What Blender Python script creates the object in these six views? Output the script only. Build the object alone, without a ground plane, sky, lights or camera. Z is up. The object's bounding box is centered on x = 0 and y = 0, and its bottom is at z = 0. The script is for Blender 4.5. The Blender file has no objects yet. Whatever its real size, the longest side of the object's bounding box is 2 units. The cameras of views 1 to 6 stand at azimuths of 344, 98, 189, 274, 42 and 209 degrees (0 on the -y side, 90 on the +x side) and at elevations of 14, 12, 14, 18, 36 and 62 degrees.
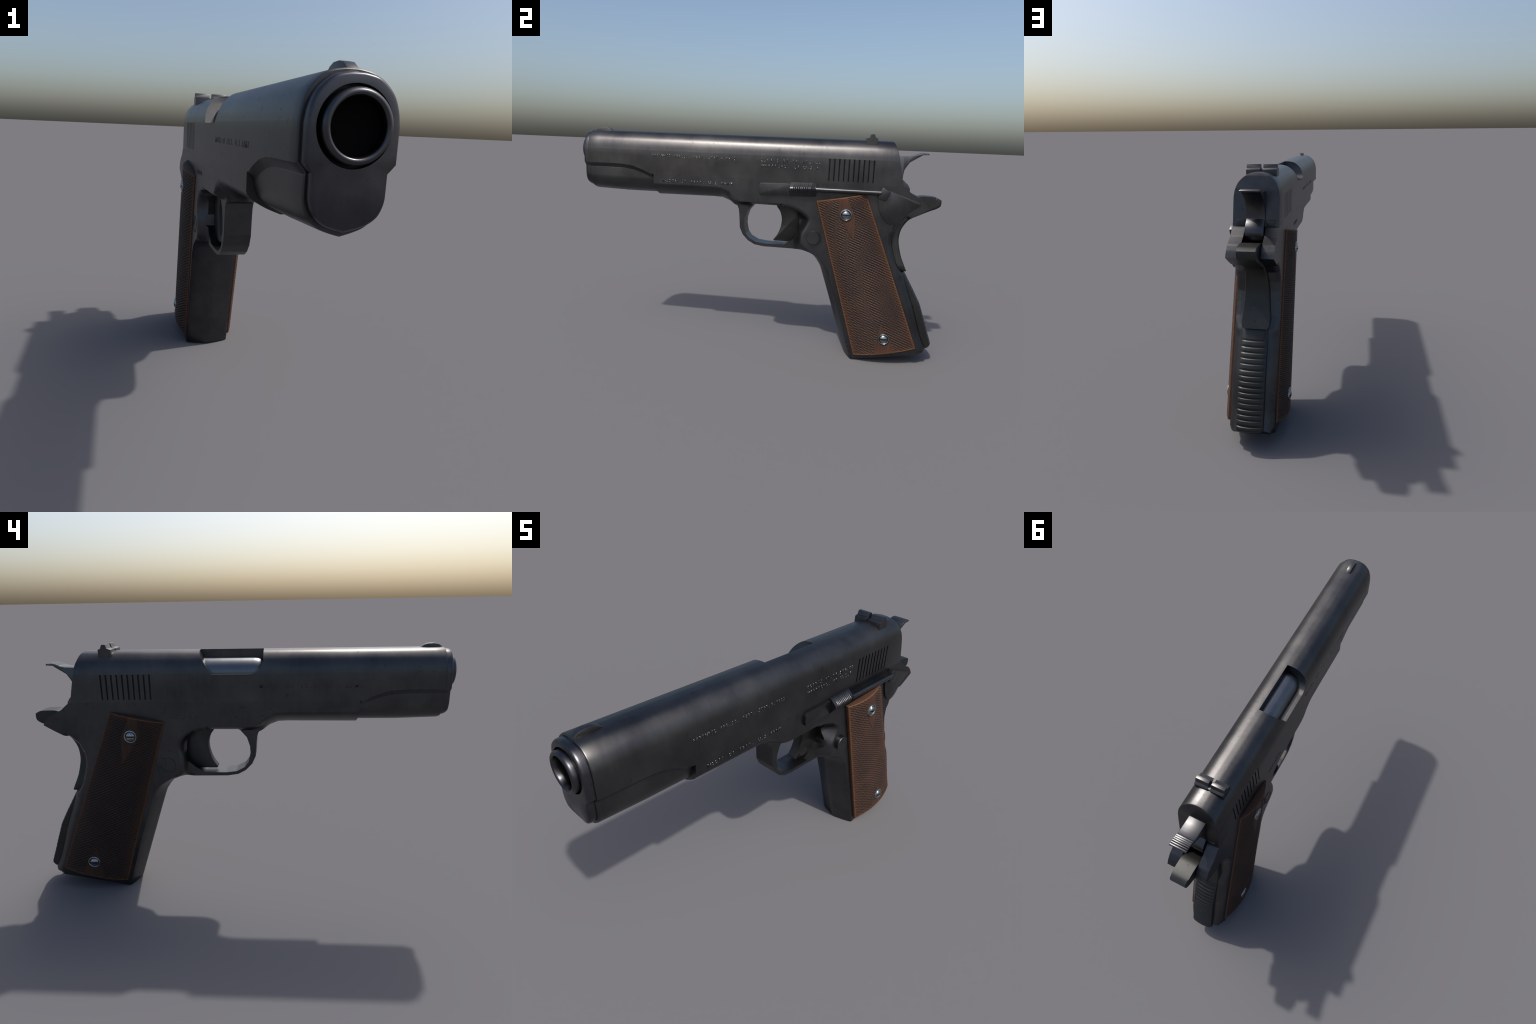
import bpy, bmesh, math, random
from mathutils import Vector
from mathutils.geometry import delaunay_2d_cdt
random.seed(7)

CX = -0.0065         # middle plane of the steel parts
W = 0.104            # half width of slide and frame
GRIP_EDGE, GRIP_DOME = 0.114, 0.1475

# ------------------------------------------------------------------ node helpers
class NT:
    def __init__(self, name):
        self.m = bpy.data.materials.new(name); self.m.use_nodes = True
        self.t = self.m.node_tree; self.n = self.t.nodes; self.l = self.t.links
        self.b = self.n["Principled BSDF"]
        self.co = self.n.new("ShaderNodeTexCoord").outputs["Object"]
    def put(self, sock, v):
        if hasattr(v, "is_linked") or isinstance(v, bpy.types.NodeSocket): self.l.new(v, sock)
        else: sock.default_value = v
    def math(self, op, a, b=0.0, c=None, clamp=False):
        n = self.n.new("ShaderNodeMath"); n.operation = op; n.use_clamp = clamp
        self.put(n.inputs[0], a); self.put(n.inputs[1], b)
        if c is not None: self.put(n.inputs[2], c)
        return n.outputs[0]
    def dot(self, v):
        n = self.n.new("ShaderNodeVectorMath"); n.operation = 'DOT_PRODUCT'
        self.l.new(self.co, n.inputs[0]); n.inputs[1].default_value = v
        return n.outputs["Value"]
    def map(self, scale):
        n = self.n.new("ShaderNodeMapping"); n.inputs["Scale"].default_value = scale
        self.l.new(self.co, n.inputs["Vector"]); return n.outputs[0]
    def noise(self, scale, detail=4, rough=0.55, vec=None, dist=0.0):
        n = self.n.new("ShaderNodeTexNoise"); n.inputs["Scale"].default_value = scale
        n.inputs["Detail"].default_value = detail; n.inputs["Roughness"].default_value = rough
        n.inputs["Distortion"].default_value = dist
        self.l.new(vec if vec is not None else self.co, n.inputs["Vector"]); return n.outputs["Fac"]
    def ramp(self, fac, stops):
        n = self.n.new("ShaderNodeValToRGB"); e = n.color_ramp.elements
        while len(e) < len(stops): e.new(0.5)
        for k, (p, c) in enumerate(stops):
            e[k].position = p
            e[k].color = (c, c, c, 1) if isinstance(c, (int, float)) else (*c, 1)
        self.l.new(fac, n.inputs[0]); return n.outputs[0]
    def mix(self, f, a, b):
        n = self.n.new("ShaderNodeMix"); n.data_type = 'RGBA'
        self.put(n.inputs[0], f)
        for s, v in ((n.inputs[6], a), (n.inputs[7], b)):
            if isinstance(v, tuple): s.default_value = (*v, 1)
            else: self.l.new(v, s)
        return n.outputs[2]
    def bump(self, h, strength, dist):
        n = self.n.new("ShaderNodeBump"); n.inputs["Strength"].default_value = strength
        n.inputs["Distance"].default_value = dist; self.l.new(h, n.inputs["Height"])
        self.l.new(n.outputs[0], self.b.inputs["Normal"])
    def set(self, **k):
        for a, v in k.items(): self.put(self.b.inputs[a.replace("_", " ")], v)

def steel(name, dark, light, rough, rvar=0.075, metal=1.0, grain=0.15, streak=(9, 9, 9)):
    """blued gun steel: cloudy tone, small dark freckles, uneven polish"""
    t = NT(name)
    cloud = t.noise(6, 5, 0.6, t.map(streak and (streak[0]/9, streak[1]/9, streak[2]/9)))
    fine = t.noise(70, 3, 0.7)
    brush = t.noise(1.0, 3, 0.6, t.map((30, 75, 7)))
    fre = t.ramp(t.noise(38, 6, 0.75, dist=0.4), [(0.315, 1.0), (0.39, 0.0)])
    col = t.mix(t.ramp(cloud, [(0.3, 0.0), (0.7, 1.0)]), dark, light)
    col = t.mix(t.math('MULTIPLY', t.ramp(brush, [(0.45, 0.0), (0.75, 1.0)]), 0.14), col, tuple(1.35*v for v in light))
    col = t.mix(t.math('MULTIPLY', fre, 0.55), col, tuple(0.35*v for v in dark))
    t.put(t.b.inputs["Base Color"], col)
    r = t.math('ADD', t.math('MULTIPLY', t.math('SUBTRACT', cloud, 0.5), rvar*2), rough)
    r = t.math('ADD', r, t.math('MULTIPLY', t.math('SUBTRACT', fine, 0.5), rvar))
    r = t.math('ADD', r, t.math('MULTIPLY', t.math('SUBTRACT', brush, 0.5), rvar*0.7))
    r = t.math('ADD', r, t.math('MULTIPLY', fre, 0.12), clamp=True)
    t.set(Roughness=r, Metallic=metal)
    t.bump(t.noise(120, 4, 0.7), grain, 0.0008)
    return t.m

M_SLIDE = steel("blued_slide_steel", (0.058, 0.058, 0.062), (0.094, 0.092, 0.092), 0.385)
M_FRAME = steel("blued_frame_steel", (0.055, 0.056, 0.061), (0.086, 0.085, 0.088), 0.385)
M_DULL = steel("dull_dark_steel", (0.050, 0.051, 0.051), (0.062, 0.063, 0.061), 0.47)
M_HAMMER = steel("worn_hammer_steel", (0.075, 0.075, 0.08), (0.105, 0.105, 0.11), 0.36)
M_BARREL = steel("bright_barrel_steel", (0.14, 0.15, 0.165), (0.18, 0.19, 0.205), 0.38, 0.06)
M_MUZZLE = steel("muzzle_steel", (0.062, 0.062, 0.070), (0.09, 0.09, 0.097), 0.34)
M_TUBE = steel("polished_tube_steel", (0.072, 0.072, 0.078), (0.095, 0.095, 0.10), 0.34)
M_SCREW = steel("screw_steel", (0.26, 0.28, 0.29), (0.34, 0.36, 0.37), 0.20, 0.05, grain=0.05)
M_MARK = steel("stamped_mark_steel", (0.125, 0.125, 0.13), (0.17, 0.17, 0.175), 0.25)  # base lightened to show sun glints on the +x lettering
t = NT("black_bore"); t.set(Base_Color=(0.004, 0.004, 0.004, 1), Roughness=0.9, Specular_IOR_Level=0.03); M_BORE = t.m
t = NT("dark_line"); t.set(Base_Color=(0.014, 0.015, 0.018, 1), Roughness=0.5); M_LINE = t.m
M_GROOVE = steel("dark_groove_steel", (0.018, 0.018, 0.020), (0.028, 0.028, 0.031), 0.42)  # near-black steel tone, used in the +x cocking grooves and the hole in the muzzle face

# ------------------------------------------------------------------ wood grip pattern
TL, TR, BR, BL = (0.3265, 0.868), (0.583, 0.918), (0.909, 0.099), (0.579, 0.029)
def halfplane(a, b):
    """unit normal form pointing left of a->b : (ny, nz, c)"""
    dy, dz = b[0]-a[0], b[1]-a[1]; L = math.hypot(dy, dz)
    n = (-dz/L, dy/L); return (n[0], n[1], -(n[0]*a[0]+n[1]*a[1]))
def poly_planes(pts):
    return [halfplane(pts[i], pts[(i+1) % len(pts)]) for i in range(len(pts))]
EDGE_PLANES = poly_planes([BL, BR, TR, TL])
DIAMOND_A = poly_planes([(0.535, 0.672), (0.534, 0.796), (0.474, 0.925), (0.450, 0.925), (0.443, 0.806)])
DIAMOND_B = poly_planes([(0.688, 0.0), (0.822, 0.0), (0.800, 0.090), (0.712, 0.226), (0.686, 0.10)])
def inside(planes, y, z): return min(a*y+b*z+c for a, b, c in planes)
# lattice of the checkering: two step vectors on the (y, z) side plane, both running downward
STEP_A, STEP_B = (0.0121, -0.0052), (-0.0166, -0.0057)
DET = STEP_A[0]*STEP_B[1]-STEP_A[1]*STEP_B[0]
LU = (STEP_B[1]/DET, -STEP_B[0]/DET)
LV = (-STEP_A[1]/DET, STEP_A[0]/DET)
def checker(y, z):
    """0 in the cut below each scale, 1 on its face"""
    m = max((LU[0]*y+LU[1]*z) % 1.0, (LV[0]*y+LV[1]*z) % 1.0)
    return min(m/0.55, 1.0) if m < 0.66 else max(0.0, 1-(m-0.66)/0.24)

def wood():
    t = NT("checkered_walnut")
    def region(planes):
        r = None
        for a, b, c in planes:
            d = t.math('ADD', t.dot((0, a, b)), c)
            r = d if r is None else t.math('MINIMUM', r, d)
        return r
    edge = region(EDGE_PLANES)
    dia = t.math('MAXIMUM', region(DIAMOND_A), region(DIAMOND_B))
    fu = t.math('FRACT', t.dot((0, *LU))); fv = t.math('FRACT', t.dot((0, *LV)))
    ch = t.math('MAXIMUM', fu, fv)
    grain = t.noise(26, 5, 0.6, t.map((1, 2.2, 0.22)), dist=0.6)
    blot = t.noise(7, 3, 0.5)
    plain = t.mix(t.ramp(grain, [(0.3, 0.0), (0.7, 1.0)]), (0.036, 0.019, 0.0135), (0.066, 0.032, 0.021))
    knob = t.mix(t.ramp(blot, [(0.35, 0.0), (0.65, 1.0)]), (0.037, 0.0205, 0.0155), (0.055, 0.0290, 0.0195))
    chk = t.mix(t.ramp(ch, [(0.0, 0.6), (0.25, 1.0), (0.62, 1.0), (0.78, 0.0), (0.95, 0.1)]), (0.012, 0.009, 0.008), knob)  # dark colour painted on each scale's lower border as its shaded underside
    isdia = t.math('GREATER_THAN', dia, 0.0)
    notband = t.math('GREATER_THAN', edge, 0.0052)
    col = t.mix(t.math('MULTIPLY', notband, t.math('SUBTRACT', 1.0, isdia)), plain, chk)
    rim = t.mix(grain, (0.092, 0.039, 0.017), (0.145, 0.062, 0.026))
    e2 = t.math('ADD', edge, t.math('MULTIPLY', t.math('SUBTRACT', t.noise(45, 4), 0.5), 0.008))
    rimf = t.ramp(t.math('MULTIPLY', e2, 20.0), [(0.03, 1.0), (0.20, 0.16), (0.9, 0.0)])
    rimf = t.math('MULTIPLY', rimf, t.ramp(t.math('MULTIPLY', edge, 500.0), [(0.1, 0.06), (0.8, 1.0)]))
    col = t.mix(rimf, col, rim)
    t.put(t.b.inputs["Base Color"], col)
    t.set(Roughness=0.55, Specular_IOR_Level=0.22)
    t.bump(grain, 0.15, 0.001)
    return t.m
M_WOOD = wood()

# ------------------------------------------------------------------ mesh helpers
COL = bpy.context.scene.collection
pistol = bpy.data.objects.new("pistol", None); COL.objects.link(pistol)
pistol["label"] = "dark blued steel semi-automatic pistol with checkered brown wooden grips"
pistol["category"] = "pistol"

def make(name, verts, faces, mat, parent=pistol, angle=35, dx=CX):
    me = bpy.data.meshes.new(name)
    me.from_pydata([(v[0]+dx, v[1], v[2]) for v in verts], [], faces)
    bm = bmesh.new(); bm.from_mesh(me)
    bmesh.ops.remove_doubles(bm, verts=bm.verts, dist=1e-5)
    bmesh.ops.recalc_face_normals(bm, faces=bm.faces)
    bm.to_mesh(me); bm.free()
    o = bpy.data.objects.new(name, me); COL.objects.link(o); o.parent = parent
    me.materials.append(mat); shade(o, angle); return o
def shade(o, angle):
    me = o.data
    for p in me.polygons: p.use_smooth = True
    me.set_sharp_from_angle(angle=math.radians(angle))
def apply_mods(o, angle=35):
    dg = bpy.context.evaluated_depsgraph_get()
    me = bpy.data.meshes.new_from_object(o.evaluated_get(dg))
    o.modifiers.clear(); o.data = me; shade(o, angle)
def cut(o, cutter, angle=35):
    m = o.modifiers.new("cut", 'BOOLEAN'); m.operation = 'DIFFERENCE'; m.object = cutter; m.solver = 'EXACT'; m.material_mode = 'TRANSFER'
    apply_mods(o, angle); bpy.data.objects.remove(cutter, do_unlink=True)
def bevel(o, w, seg=2, ang=30, angle=35):
    m = o.modifiers.new("b", 'BEVEL'); m.width = w; m.segments = seg
    m.limit_method = 'ANGLE'; m.angle_limit = math.radians(ang); m.harden_normals = False
    apply_mods(o, angle)
def join(objs, name=None):
    base = objs[0]; bm = bmesh.new()
    for o in objs: bm.from_mesh(o.data)
    bm.to_mesh(base.data); bm.free()
    for o in objs[1:]: bpy.data.objects.remove(o, do_unlink=True)
    if name: base.name = name
    return base
def curve_pts(pts, n=6):
    """Catmull-Rom through the control points"""
    out = []
    for i in range(len(pts)-1):
        p0, p1, p2, p3 = pts[max(i-1, 0)], pts[i], pts[i+1], pts[min(i+2, len(pts)-1)]
        for k in range(n):
            s = k/n
            out.append(tuple(0.5*(2*b+(c-a)*s+(2*a-5*b+4*c-d)*s*s+(3*b-a-3*c+d)*s**3)
                             for a, b, c, d in zip(p0, p1, p2, p3)))
    out.append(tuple(pts[-1])); return out
def prism(name, outline, x0, x1, mat, parent=pistol, bev=0.0, seg=2, angle=24, dx=CX):
    n = len(outline)
    v = [(x0, *p) for p in outline]+[(x1, *p) for p in outline]
    f = [list(range(n)), list(range(n, 2*n))[::-1]]+[[i, (i+1) % n, n+(i+1) % n, n+i] for i in range(n)]
    o = make(name, v, f, mat, parent, angle, dx)
    if bev: bevel(o, bev, seg, 30, angle)
    return o
def box(name, a, b, mat, parent=pistol, bev=0.0, dx=CX):
    return prism(name, [(a[1], a[2]), (b[1], a[2]), (b[1], b[2]), (a[1], b[2])], a[0], b[0], mat, parent, bev, dx=dx)
def lathe(name, prof, origin, axis, mat, parent=pistol, n=40, angle=35, dx=CX):
    """prof: (radius, distance along axis)"""
    v, f = [], []
    for r, d in prof:
        for k in range(n):
            a = 2*math.pi*k/n; c, s = r*math.cos(a), r*math.sin(a)
            p = (origin[0]+d, origin[1]+c, origin[2]+s) if axis == 'x' else (origin[0]+c, origin[1]+d, origin[2]+s)
            v.append(p)
    for i in range(len(prof)-1):
        for k in range(n):
            f.append([i*n+k, i*n+(k+1) % n, (i+1)*n+(k+1) % n, (i+1)*n+k])
    f.append(list(range(n))); f.append(list(range((len(prof)-1)*n, len(prof)*n)))
    return make(name, v, f, mat, parent, angle, dx)
def smooth(a, b, x):
    t = min(max((x-a)/(b-a), 0.0), 1.0); return t*t*(3-2*t)
def lerp(a, b, t): return a+(b-a)*t
def interp(tab, x):
    if x <= tab[0][0]: return tab[0][1]
    for (a, va), (b, vb) in zip(tab, tab[1:]):
        if x <= b: return lerp(va, vb, (x-a)/(b-a))
    return tab[-1][1]
def seg_dist(p, line):
    best = 9.0
    for a, b in zip(line, line[1:]):
        dy, dz = b[0]-a[0], b[1]-a[1]; L = dy*dy+dz*dz
        s = 0 if L == 0 else min(max(((p[0]-a[0])*dy+(p[1]-a[1])*dz)/L, 0), 1)
        best = min(best, math.hypot(p[0]-a[0]-s*dy, p[1]-a[1]-s*dz))
    return best
def in_poly(p, poly):
    c = False; j = len(poly)-1
    for i in range(len(poly)):
        a, b = poly[i], poly[j]
        if (a[1] > p[1]) != (b[1] > p[1]) and p[0] < (b[0]-a[0])*(p[1]-a[1])/(b[1]-a[1])+a[0]: c = not c
        j = i
    return c
def resample(line, step, closed=True):
    out = []; n = len(line)
    for i in range(n if closed else n-1):
        a, b = line[i], line[(i+1) % n]; k = max(1, round(math.dist(a, b)/step))
        out += [(lerp(a[0], b[0], j/k), lerp(a[1], b[1], j/k)) for j in range(k)]
    return out

def relief(name, outline, holes, hfun, mat, step=0.008, lines=(), parent=pistol, angle=35):
    """two mirrored relief faces over a side outline: hfun(y,z) -> (x_left, x_right)"""
    pts, edges = [], []
    for loop in [outline]+list(holes):
        r = resample(loop, step); s = len(pts); pts += r
        edges += [(s+i, s+(i+1) % len(r)) for i in range(len(r))]
    for ln in lines:
        r = resample(ln, step, False)+[ln[-1]]; s = len(pts); pts += r
        edges += [(s+i, s+i+1) for i in range(len(r)-1)]
    fixed = list(pts); cell = {}
    for p in fixed: cell.setdefault((int(p[0]//step), int(p[1]//step)), []).append(p)
    y0, y1 = min(p[0] for p in outline), max(p[0] for p in outline)
    z0, z1 = min(p[1] for p in outline), max(p[1] for p in outline)
    j = 0; z = z0
    while z < z1:
        y = y0+(step/2 if j % 2 else 0)
        while y < y1:
            k = (int(y//step), int(z//step))
            near = any(math.dist((y, z), q) < 0.6*step for a in (-1, 0, 1) for b in (-1, 0, 1)
                       for q in cell.get((k[0]+a, k[1]+b), ()))
            if not near and in_poly((y, z), outline) and not any(in_poly((y, z), h) for h in holes):
                pts.append((y, z))
            y += step
        z += step*0.866; j += 1
    vo, _, fo, *_ = delaunay_2d_cdt([Vector(p) for p in pts], edges, [], 0, 1e-6)
    tri = []
    for f in fo:
        c = (sum(vo[i].x for i in f)/3, sum(vo[i].y for i in f)/3)
        if in_poly(c, outline) and not any(in_poly(c, h) for h in holes): tri.append(list(f))
    n = len(vo); L, R = [], []
    for p in vo:
        a, b = hfun(p.x, p.y); L.append((a, p.x, p.y)); R.append((b, p.x, p.y))
    count = {}
    for f in tri:
        for i in range(3):
            e = (f[i], f[(i+1) % 3]); count[tuple(sorted(e))] = count.get(tuple(sorted(e)), []) + [e]
    faces = [f for f in tri]+[[n+i for i in f[::-1]] for f in tri]
    for k, es in count.items():
        if len(es) == 1:
            a, b = es[0]; faces.append([b, a, n+a, n+b])
    return make(name, L+R, faces, mat, parent, angle)

def loft(name, rings, mat, parent=pistol, angle=35):
    """rings of half profiles (x>=0, y, z) from top to bottom, mirrored; ends closed in level strips"""
    n = len(rings[0]); v, f = [], []
    m = 2*n
    for r in rings:
        v += [p for p in r]+[(-p[0], p[1], p[2]) for p in reversed(r)]
    for i in range(len(rings)-1):
        for k in range(m):
            f.append([i*m+k, i*m+(k+1) % m, (i+1)*m+(k+1) % m, (i+1)*m+k])
    for base in (0, (len(rings)-1)*m):
        for k in range(n-1):
            f.append([base+k, base+k+1, base+m-2-k, base+m-1-k])
    f = [[a for i, a in enumerate(q) if a != q[i-1]] for q in f]
    return make(name, v, f, mat, parent, angle)

# ------------------------------------------------------------------ SLIDE
TOP_ARC = curve_pts([(0.0, 1.1905), (0.022, 1.1892), (0.053, 1.1805), (0.083, 1.154), (0.098, 1.122), (W, 1.089)], 5)
SCALLOP = [(-1.0, 1.012), (-0.80, 1.0125), (-0.745, 1.011), (-0.691, 1.003), (-0.63, 0.983), (-0.595, 0.967),
           (-0.572, 0.962), (1.0, 0.962)]
REAR = [(0.90, 0.775), (0.967, 0.765), (0.995, 0.759), (1.04, 0.750), (1.09, 0.7375), (1.125, 0.731),
        (1.153, 0.7205), (1.178, 0.711), (1.192, 0.701)]
def upper_ring(y, k=0.0, rear=False):
    zs = interp(SCALLOP, y)
    half = TOP_ARC+[(W, lerp(1.089, zs, s)) for s in (0.3, 0.6)]+[(W, zs)]
    if y < -0.58: half += [(0.092, zs-0.011), (0.084, zs-0.023)]
    else: half += [(W-0.004, zs-0.0005), (W-0.010, zs-0.001)]
    half += [(0.0, half[-1][1]-0.0)]
    return [(x*(1-k), interp(REAR, z) if rear else y, 1.09+(z-1.09)*(1-k)) for x, z in half]
ys = [-0.944, -0.90, -0.85, -0.80, -0.77, -0.745, -0.72, -0.691, -0.67, -0.65, -0.63, -0.61, -0.595, -0.581, -0.5785]
ys += [-0.56+i*0.062 for i in range(20)]
rings = [upper_ring(-0.950, 0.035), upper_ring(-0.948, 0.012)]+[upper_ring(y) for y in ys]
rings += [[(p[0], p[1]-0.004, p[2]) for p in upper_ring(0, 0.0, True)], upper_ring(0, 0.012, True)]
slide = loft("slide", rings, M_SLIDE, angle=28)
LOBE = curve_pts([(0.0852, 0.99), (0.0855, 0.96), (0.084, 0.932), (0.073, 0.905), (0.052, 0.885), (0.026, 0.874), (0.0, 0.8665)], 5)
def lobe_ring(y, k=0.0):
    drop = interp([(-0.95, 0.0), (-0.757, -0.006), (-0.5, -0.006)], y)
    half = [(0.0, 1.03), (0.07, 1.03)]+[(x, z+(drop*(0.99-z)/0.12)) for x, z in LOBE]
    return [(x*(1-k), y, 0.98+(z-0.98)*(1-k)) for x, z in half]
lobe = loft("lobe", [lobe_ring(-0.950, 0.03), lobe_ring(-0.947, 0.008)]+[lobe_ring(y) for y in
            (-0.942, -0.88, -0.82, -0.757, -0.70, -0.64, -0.56)], M_SLIDE, angle=28)
# ejection port and cocking grooves are cut out of the slide
port = prism("port", [(0.098, 1.087), (-0.082, 1.087), (-0.103, 1.095), (-0.118, 1.108), (-0.129, 1.125), (-0.137, 1.15), (-0.140, 1.26),
              (0.158, 1.26), (0.156, 1.185), (0.145, 1.160), (0.128, 1.131), (0.113, 1.107)], -0.3, 0.007, M_SLIDE)
cut(slide, port, 28)
grooves = []
for side in (1, -1):
    for i in range(10):
        y = 0.3835+i*0.0252; r = 0.0038
        oc = [(y+r*math.cos(a*math.pi/6), (1.0865 if a <= 6 else 0.9775)+r*math.sin(a*math.pi/6)) for a in range(12)]
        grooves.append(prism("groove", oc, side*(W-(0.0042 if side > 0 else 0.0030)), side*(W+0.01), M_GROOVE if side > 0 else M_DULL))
cut(slide, join(grooves), 28)
slide = join([slide, lobe]); shade(slide, 28)

# front face of the slide: rounded bushing ring above, plug below
FACE = [(x, z) for x, z in TOP_ARC]+[(W, 1.06), (W, 1.035), (W, 1.012), (0.095, 1.002), (0.0855, 0.992), (0.0855, 0.96)]+LOBE[8:]
def face_ring(y, k):
    out = []
    for x, z in FACE:
        zz = 1.04+(z-1.04)*(1-k)
        back = 0.020*min(max((0.915-zz)/0.045, 0), 1)**1.6
        out.append((x*(1-k*1.35), min(y+back, -0.947) if y < -0.947 else y, zz))
    return out
front = loft("muzzle_face", [face_ring(-0.94, 0.06), face_ring(-0.9495, 0.055), face_ring(-0.966, 0.056), face_ring(-0.973, 0.063),
             face_ring(-0.9775, 0.080), face_ring(-0.979, 0.105), face_ring(-0.979, 0.4)], M_MUZZLE, slide, angle=40)
cut(front, lathe("hole", [(0.0785, -1.05), (0.0785, -0.960)], (0, 0, 1.0825), 'y', M_GROOVE, n=48), 40)
lathe("barrel_muzzle", [(0.0715, -0.95), (0.0715, -0.981), (0.0715, -0.990), (0.0695, -0.9955), (0.066, -0.999),
      (0.062, -1.0), (0.058, -0.998), (0.056, -0.993), (0.055, -0.975), (0.055, -0.93), (0.0, -0.93)],
      (0, 0, 1.0825), 'y', M_MUZZLE, n=48, angle=50)
lathe("bore", [(0.0545, -0.945), (0.0545, -0.9725), (0.001, -0.9725)], (0, 0, 1.0825), 'y', M_BORE)
# barrel hood in the port
lathe("barrel_hood", [(0.04, -0.135), (0.060, -0.131), (0.066, -0.122), (0.069, -0.108), (0.070, -0.09), (0.070, 0.16), (0.04, 0.161)],
      (-0.002, 0, 1.0835), 'y', M_BARREL, n=64, angle=50)

# sights
prism("front_sight", [(-0.953, 1.180), (-0.945, 1.191), (-0.926, 1.203), (-0.905, 1.207), (-0.880, 1.2065), (-0.862, 1.200), (-0.845, 1.188), (-0.845, 1.18)],
      -0.013, 0.013, M_SLIDE, slide, 0.002)
rs = []
for s in (-1, 1):
    rs.append(prism("rear_sight", [(0.561, 1.155), (0.621, 1.155), (0.621, 1.199), (0.609, 1.204), (0.602, 1.2215), (0.585, 1.2215), (0.579, 1.204), (0.561, 1.199)],
              s*0.0062, s*0.0712, M_SLIDE, slide, 0.0007, angle=20))
rs.append(box("rear_sight", (-0.01, 0.565, 1.155), (0.01, 0.617, 1.200), M_SLIDE, slide))
join(rs, "rear_sight")

# ------------------------------------------------------------------ FRAME
EDGE_LINE = curve_pts([(-0.60, 0.911), (-0.40, 0.911), (-0.23, 0.910), (-0.185, 0.905), (-0.145, 0.884), (-0.108, 0.853), (-0.06, 0.842), (0.04, 0.841),
                       (0.15, 0.840), (0.205, 0.826), (0.248, 0.800), (0.272, 0.762), (0.273, 0.725), (0.262, 0.685), (0.262, 0.630),
                       (0.285, 0.603), (0.33, 0.578), (0.375, 0.546), (0.410, 0.495), (0.430, 0.43), (0.491, 0.256), (0.57, -0.01)], 4)
# the other flank has a deeper thumb relief behind the trigger
EDGE_THUMB = curve_pts([(-0.60, 0.911), (-0.40, 0.911), (-0.23, 0.910), (-0.185, 0.905), (-0.145, 0.884), (-0.108, 0.853), (-0.06, 0.842), (0.04, 0.841),
                       (0.14, 0.838), (0.192, 0.830), (0.240, 0.814), (0.275, 0.793), (0.297, 0.765), (0.288, 0.728), (0.264, 0.680), (0.262, 0.630),
                       (0.285, 0.603), (0.33, 0.578), (0.375, 0.546), (0.410, 0.495), (0.430, 0.43), (0.491, 0.256), (0.57, -0.01)], 4)
FLAT_THUMB = EDGE_THUMB+[(1.2, -0.01), (1.2, 1.2), (-0.6, 1.2)]
FLAT = EDGE_LINE+[(1.2, -0.01), (1.2, 1.2), (-0.6, 1.2)]
UNDER = [(-0.60, 0.850), (-0.25, 0.852), (-0.204, 0.850), (-0.17, 0.837), (-0.135, 0.820), (-0.112, 0.808)]
STRAP = curve_pts([(0.24, 0.588), (0.265, 0.586), (0.295, 0.574), (0.329, 0.546), (0.354, 0.512), (0.371, 0.475), (0.43, 0.301), (0.529, 0.006)], 4)
GUARD_OUT = [(-0.112, 0.812), (-0.103, 0.792), (-0.098, 0.746), (-0.0945, 0.689), (-0.077, 0.651), (-0.046, 0.619), (-0.009, 0.599), (0.042, 0.591), (0.20, 0.590)]
BACK = [(0.965, 0.090), (0.933, 0.160), (0.881, 0.318), (0.806, 0.500), (0.790, 0.520), (0.769, 0.555), (0.749, 0.612), (0.736, 0.660),
        (0.736, 0.703), (0.757, 0.756), (0.802, 0.796)]
HORN = [(0.86, 0.826), (0.910, 0.855), (0.893, 0.880), (0.870, 0.902), (0.848, 0.912), (0.814, 0.928), (0.790, 0.949), (0.770, 0.9645)]
OUTLINE = [(-0.572, 0.9645), (-0.572, 0.850)]+UNDER[1:-1]+GUARD_OUT+STRAP+[(0.569, 0.0), (0.943, 0.063)]+BACK+HORN
HOLE = [(-0.014, 0.829), (-0.054, 0.783), (-0.068, 0.741), (-0.070, 0.706), (-0.060, 0.66), (-0.041, 0.634), (-0.001, 0.613), (0.05, 0.607),
        (0.155, 0.607), (0.200, 0.636), (0.237, 0.668), (0.240, 0.71), (0.234, 0.762), (0.222, 0.80), (0.203, 0.822), (0.15, 0.829)]
GW = 0.051
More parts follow.
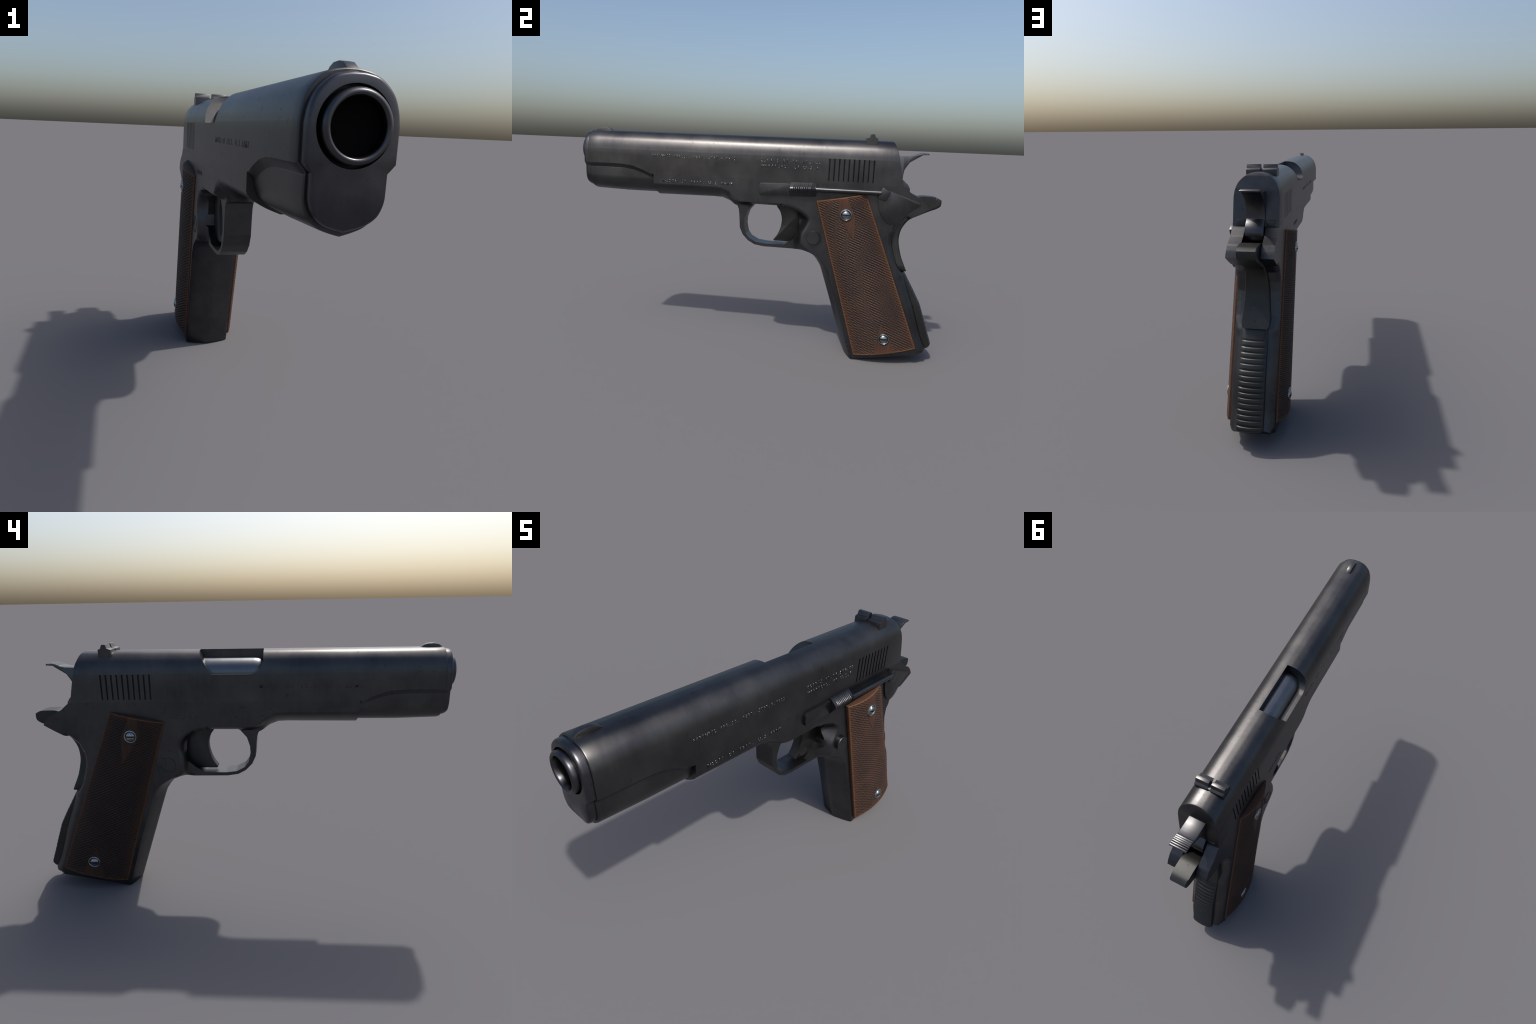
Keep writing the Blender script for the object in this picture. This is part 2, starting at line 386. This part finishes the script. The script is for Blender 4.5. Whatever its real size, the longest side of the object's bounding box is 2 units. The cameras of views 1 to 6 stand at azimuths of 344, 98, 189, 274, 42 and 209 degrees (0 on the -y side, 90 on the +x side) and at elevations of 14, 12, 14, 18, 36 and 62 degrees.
def frame_half(y, z, EDGE_LINE, FLAT):
    d = 0.0 if in_poly((y, z), FLAT) else seg_dist((y, z), EDGE_LINE)
    h, sh = W-0.0006, 0.0
    if d > 0:
        g = smooth(-0.165, -0.115, y)*(1 if y < 0.215 else smooth(0.555, 0.605, z))
        under = seg_dist((y, z), UNDER if y < 0.1 else STRAP)
        tt = d/(d+under+1e-9)
        rnd = W*max(0.0, 1-tt**1.5)**0.8 if y < 0.15 else W*max(0.0, 1-tt**1.2)**0.9
        rnd = max(rnd, 0.006)
        width = 0.026 if y < 0.14 else (0.034 if EDGE_LINE is not EDGE_THUMB else 0.060)
        gp = lerp(h, GW, smooth(0, width, d))
        h = lerp(rnd, gp, g) if d > 1e-6 else h
        sh = -0.010*g*smooth(0.0, 0.03, d)
        h = min(h, W-0.0006)
    if y > 0.62 and z < 0.86:
        r = seg_dist((y, z), BACK)
        low = smooth(0.53, 0.46, z)
        h = min(h, lerp(lerp(0.078, 0.066, low), W, min(r/lerp(0.018, 0.036, low), 1)**0.8))
    if y > 0.85 and z < 0.12:
        h = min(h, lerp(0.076, W, min(math.dist((y, z), (0.948, 0.060))/0.034, 1)))
    return h, sh
def frame_sides(y, z):
    a, sa = frame_half(y, z, EDGE_LINE, FLAT); b, sb = frame_half(y, z, EDGE_THUMB, FLAT_THUMB)
    return (-a+sa, b+sb)
frame = relief("frame", OUTLINE, [HOLE], frame_sides, M_FRAME, 0.0075, [EDGE_LINE[5:-2]], angle=38)
slot = box("slot", (-0.046, 0.715, 0.79), (0.046, 1.1, 1.1), M_FRAME)
cut(frame, slot, 38)
blk = [box("frame_block", (s*0.0475, 0.68, 0.95), (s*0.086, 0.7655, 0.9925), M_FRAME, pistol, 0.002) for s in (-1, 1)]
frame = join([frame]+blk); shade(frame, 38)

# ------------------------------------------------------------------ HAMMER, GRIP SAFETY, MAINSPRING HOUSING, TRIGGER
spur = []
for i in range(6):
    y = 0.826+i*0.0098; z = interp([(0.80, 1.1185), (0.838, 1.132), (0.852, 1.1365), (0.886, 1.134)], y)
    spur += [(y, z-0.0026), (y+0.002, z+0.0008), (y+0.0078, z+0.0012)]
ham = [(0.70, 1.1165), (0.760, 1.1165), (0.800, 1.1185), (0.815, 1.1225)]+spur+[(0.888, 1.133), (0.886, 1.127), (0.870, 1.1265), (0.856, 1.1255), (0.825, 1.106), (0.794, 1.0865),
       (0.779, 1.064), (0.7695, 1.046), (0.7655, 1.020), (0.7645, 0.998), (0.778, 0.985), (0.794, 0.972), (0.806, 0.953), (0.808, 0.932), (0.804, 0.912), (0.79, 0.893), (0.76, 0.885), (0.72, 0.90), (0.70, 1.0)]
prism("hammer", ham, -0.0415, 0.0415, M_HAMMER, bev=0.0016, angle=26)

GS = curve_pts([(0.700, 0.840), (0.780, 0.872), (0.822, 0.893), (0.850, 0.907), (0.880, 0.9140), (0.936, 0.9125), (0.957, 0.907), (0.972, 0.899)], 3)
GS += curve_pts([(0.973, 0.890), (0.9705, 0.868), (0.950, 0.8525), (0.919, 0.8395), (0.868, 0.815), (0.819, 0.789), (0.793, 0.757), (0.779, 0.728), (0.7735, 0.695), (0.7745, 0.660),
                 (0.790, 0.597), (0.808, 0.553), (0.828, 0.511)], 3)
GS += [(0.70, 0.509), (0.66, 0.65)]
GS_BACK = GS[16:-2]
def gs_sides(y, z):
    h = interp([(0.509, 0.055), (0.514, 0.061), (0.522, 0.0645), (0.54, 0.066), (0.60, 0.060), (0.70, 0.053), (0.78, 0.0465), (0.85, 0.0435), (1, 0.0435)], z)
    r = seg_dist((y, z), GS_BACK)
    h -= 0.004*(1-min(r/0.0055, 1))
    return (-h, h)
relief("grip_safety", GS, [], gs_sides, M_DULL, 0.006, angle=22)

HOUSE = [(0.505, 0.8175), (0.49, 0.827), (0.405, 0.877), (0.325, 0.921), (0.248, 0.949), (0.17, 0.976), (0.112, 0.997), (0.102, 0.999), (0.087, 0.986)]
HOUSE = sorted(HOUSE)
rows = []
nrow = 17*8; z0, z1 = 0.087, 0.505
for i in range(nrow+1):
    z = lerp(z0, z1, i/nrow); yb = interp(HOUSE, z)
    ph = (z-0.098)/0.0224
    tooth = 0.0
    if 0 < ph < 17: tooth = 0.0050*max(0.0, 1-((ph % 1.0)/0.42))
    row = []
    for j in range(13):
        x = lerp(-1, 1, j/12); hw = 0.0585
        bulge = 0.008*(1-x*x)-0.007
        e = 0.004 if abs(x) > 0.99 else 0.0
        row.append((x*hw, yb+bulge-tooth*(1 if abs(x) < 0.9 else 0.0)-e, z))
    rows.append([(row[0][0], yb-0.05, z)]+row+[(row[-1][0], yb-0.05, z)])
v = [p for r in rows for p in r]; f = []; m = len(rows[0])
for i in range(nrow):
    for j in range(m):
        f.append([i*m+j, i*m+(j+1) % m, (i+1)*m+(j+1) % m, (i+1)*m+j])
f.append(list(range(m))); f.append(list(range(nrow*m, nrow*m+m)))
make("mainspring_housing", v, f, M_DULL, angle=30)

TRIG = curve_pts([(0.101, 0.83), (0.108, 0.812), (0.124, 0.790), (0.1335, 0.762), (0.136, 0.735), (0.130, 0.698), (0.115, 0.660), (0.092, 0.628)], 3)
TRIG += [(0.098, 0.6225), (0.165, 0.6225), (0.232, 0.640), (0.25, 0.70), (0.245, 0.80), (0.22, 0.83)]
prism("trigger", TRIG, -0.035, 0.014, M_DULL, bev=0.0025, angle=24)

# ------------------------------------------------------------------ LEVERS AND PINS on the left flank
ss = [prism("slide_stop", curve_pts([(0.185, 0.952), (0.040, 0.9475), (0.024, 0.943), (0.0165, 0.930), (0.017, 0.905), (0.022, 0.893), (0.036, 0.887), (0.185, 0.890)], 3),
            W-0.02, W+0.012, M_FRAME, bev=0.002)]
def pad_x(z): return W+interp([(0.888, 0.014), (0.924, 0.0425), (0.934, 0.0445), (0.9605, 0.014)], z)
v, f = [], []; zz = [0.889+i*(0.9605-0.889)/10 for i in range(11)]
yy = [0.186+i*(0.322-0.186)/68 for i in range(69)]
for z in zz:
    for y in yy:
        k = (y-0.205)/0.0105
        r = 0.0032*max(0, math.cos(2*math.pi*k))*(1 if 0 < k < 9.5 else 0)*smooth(0.891, 0.905, z)*smooth(0.958, 0.945, z)
        v.append((pad_x(z)+r-0.003+(0.0 if y < 0.300 else -0.006*smooth(0.300, 0.322, y)), y, z+interp([(0.18, -0.004), (0.33, 0.001)], y)))
ny = len(yy); nz = len(zz); n0 = len(v)
for z in (zz[0], zz[-1]):
    v += [(W-0.01, yy[0], z), (W-0.01, yy[-1], z)]
for i in range(nz-1):
    for j in range(ny-1): f.append([i*ny+j, i*ny+j+1, (i+1)*ny+j+1, (i+1)*ny+j])
f.append(list(range(ny))+[n0+1, n0]); f.append(list(range((nz-1)*ny, nz*ny))+[n0+3, n0+2])
f.append([i*ny for i in range(nz)]+[n0+2, n0]); f.append([i*ny+ny-1 for i in range(nz)]+[n0+3, n0+1])
make("thumb_pad", v, f, M_FRAME, ss[0], angle=50)
lathe("plunger_tube", [(0.006, 0.32), (0.0122, 0.322), (0.0122, 0.655), (0.006, 0.657)], (W+0.026, 0, 0.928), 'y', M_TUBE, n=24)
box("tube_rib", (W-0.01, 0.325, 0.9215), (W+0.020, 0.650, 0.9355), M_FRAME)
saf = prism("thumb_safety", curve_pts([(0.652, 0.935), (0.672, 0.950), (0.697, 0.941), (0.78, 0.912), (0.858, 0.883)], 3)+curve_pts([(0.862, 0.874), (0.832, 0.855), (0.79, 0.817),
             (0.765, 0.786), (0.742, 0.770), (0.716, 0.765), (0.694, 0.776), (0.668, 0.806), (0.651, 0.845), (0.643, 0.880)], 3), W-0.01, W+0.0075, M_FRAME, bev=0.002)
prism("safety_lug", [(0.661, 0.958), (0.704, 0.935), (0.683, 0.888), (0.639, 0.900)], W, W+0.033, M_FRAME, saf, bev=0.003)
lathe("magazine_catch", [(0.0365, -0.02), (0.0365, 0.014), (0.0345, 0.0165), (0.001, 0.0165)], (W, 0.321, 0.669), 'x', M_FRAME)
a = lathe("catch_screw_outline", [(0.0362, 0.004), (0.0364, -0.0016), (0.0346, -0.0016), (0.0345, 0.004)], (-W+0.0005, 0.3245, 0.657), 'x', M_LINE)
b = lathe("catch_pin_outline", [(0.0250, 0.004), (0.0250, -0.0013), (0.0236, -0.0013), (0.0236, 0.004)], (-W+0.0005, 0.3605, 0.669), 'x', M_LINE)
for o in (a, b):       # keep only the thin rim, no end caps
    bm = bmesh.new(); bm.from_mesh(o.data)
    bmesh.ops.delete(bm, geom=[q for q in bm.faces if len(q.verts) > 4], context='FACES_ONLY'); bm.to_mesh(o.data); bm.free()

# ------------------------------------------------------------------ GRIPS AND SCREWS
def grip(side):
    NU, NV = 420, 170
    edge0 = (W-0.004)+(CX if side > 0 else -CX)
    def P(u, v):
        a = (lerp(BL[0], TL[0], u), lerp(BL[1], TL[1], u)); b = (lerp(BR[0], TR[0], u), lerp(BR[1], TR[1], u))
        return lerp(a[0], b[0], v), lerp(a[1], b[1], v)
    verts, faces = [], []
    for i in range(NU+1):
        for j in range(NV+1):
            u, vv = i/NU, j/NV
            y, z = P(u, vv); d = inside(EDGE_PLANES, y, z)
            x = GRIP_EDGE+(GRIP_DOME-GRIP_EDGE)*(1-abs(2*vv-1)**2.2)
            e = min(max(d, 0)/0.004, 1); x -= 0.004*(1-math.sqrt(max(0, 1-(1-e)**2)))
            dia = max(inside(DIAMOND_A, y, z), inside(DIAMOND_B, y, z))
            if d > 0.0052 and dia < 0: x -= 0.0026*(1-checker(y, z))
            verts.append((side*x-(0.003 if side > 0 else 0.0005), y, z))
    n = NV+1
    for i in range(NU):
        for j in range(NV): faces.append([i*n+j, i*n+j+1, (i+1)*n+j+1, (i+1)*n+j])
    border = [j for j in range(n)]+[i*n+NV for i in range(1, NU+1)]+[NU*n+j for j in range(NV-1, -1, -1)]+[i*n for i in range(NU-1, 0, -1)]
    s = len(verts); verts += [(side*edge0-0.0, verts[k][1], verts[k][2]) for k in border]; B = len(border)
    for k in range(B): faces.append([border[k], border[(k+1) % B], s+(k+1) % B, s+k])
    faces.append([s+k for k in range(B)])
    g = make("grip_panel", verts, faces, M_WOOD, pistol, 60, dx=0.0)
    for (y, z) in ((0.485, 0.8075), (0.7315, 0.151)):
        prof = [(0.0315, 0.128), (0.0315, 0.1475), (0.0295, 0.1505), (0.0265, 0.1512), (0.0240, 0.1495), (0.0225, 0.1455)]
        prof += [(0.0220*math.cos(a), 0.1455+0.0118*math.sin(a)) for a in [k*math.pi/16 for k in range(1, 8)]]+[(0.0005, 0.1573)]
        sc = lathe("grip_screw", [(r, d) for r, d in prof], (0, 0, 0), 'x', M_SCREW, g, n=36, angle=40, dx=0)
        slotc = box("slot", (0.1515, -0.05, -0.0036), (0.2, 0.05, 0.0036), M_DULL, dx=0)
        cut(sc, slotc, 40)
        sc.data.transform(__import__("mathutils").Matrix.Diagonal((side, 1, 1, 1)))
        if side < 0: sc.data.flip_normals()
        sc.data.transform(__import__("mathutils").Matrix.Translation((0, y, z)))
grip(1); grip(-1)

# ------------------------------------------------------------------ STAMPED WRITING
def stamp(name, text, y0, y1, zbase, height, side, parent):
    """monospaced letters from y0 to y1 (reading direction), lying on the flank"""
    n = len(text); pitch = (y1-y0)/n; parts = []
    for i, ch in enumerate(text):
        if ch == ' ': continue
        c = bpy.data.curves.new("glyph", 'FONT'); c.body = ch; c.size = 1.0; c.extrude = 0.0; c.offset = 0.012; c.resolution_u = 2
        c.align_x = 'CENTER'
        o = bpy.data.objects.new("glyph", c); COL.objects.link(o)
        me = bpy.data.meshes.new_from_object(o.evaluated_get(bpy.context.evaluated_depsgraph_get()))
        bpy.data.objects.remove(o, do_unlink=True)
        bm = bmesh.new(); bm.from_mesh(me); bpy.data.meshes.remove(me)
        ext = bmesh.ops.extrude_face_region(bm, geom=list(bm.faces))
        top = {q for q in ext["geom"] if isinstance(q, bmesh.types.BMVert)}
        wide = max((abs(q.co.x) for q in bm.verts), default=0.3)
        sx = abs(pitch)*0.42/max(wide, 0.30)
        for q in bm.verts:
            up = (0.0014 if side > 0 else 0.0006) if q in top else -0.0009
            q.co = Vector((side*(W+up), y0+pitch*(i+0.5)+math.copysign(1, pitch)*q.co.x*sx, zbase+q.co.y*height/0.70))
        parts.append(bm)
    me = bpy.data.meshes.new(name)
    whole = bmesh.new()
    for bm in parts:
        tmp = bpy.data.meshes.new("t"); bm.to_mesh(tmp); whole.from_mesh(tmp); bpy.data.meshes.remove(tmp); bm.free()
    bmesh.ops.translate(whole, verts=whole.verts, vec=(CX, 0, 0))
    bmesh.ops.recalc_face_normals(whole, faces=whole.faces)
    whole.to_mesh(me); whole.free()
    me.materials.append(M_MARK if side > 0 else M_SLIDE)
    o = bpy.data.objects.new(name, me); COL.objects.link(o); o.parent = parent; o["kind"] = "stuff"
stamp("patent_marking", "PATENTED APR.20. 1897. SEPT.9.1902", -0.582, -0.114, 1.0585, 0.0145, 1, slide)
stamp("model_marking", "MODEL OF 1911. U.S ARMY", -0.520, -0.125, 0.9255, 0.0145, 1, frame)
stamp("maker_marking", "COLT'S PT.FA.MFG.CO", 0.018, 0.340, 1.0585, 0.0150, 1, slide)
stamp("maker_marking", "HARTFORD, CT U.S.A", 0.025, 0.332, 1.0300, 0.0150, 1, slide)
stamp("model_marking", "MODEL OF 1911. U.S ARMY", -0.117, -0.587, 1.0235, 0.0175, -1, slide)
stamp("serial_marking", "N9662580", 0.289, 0.160, 0.8835, 0.0160, -1, frame)
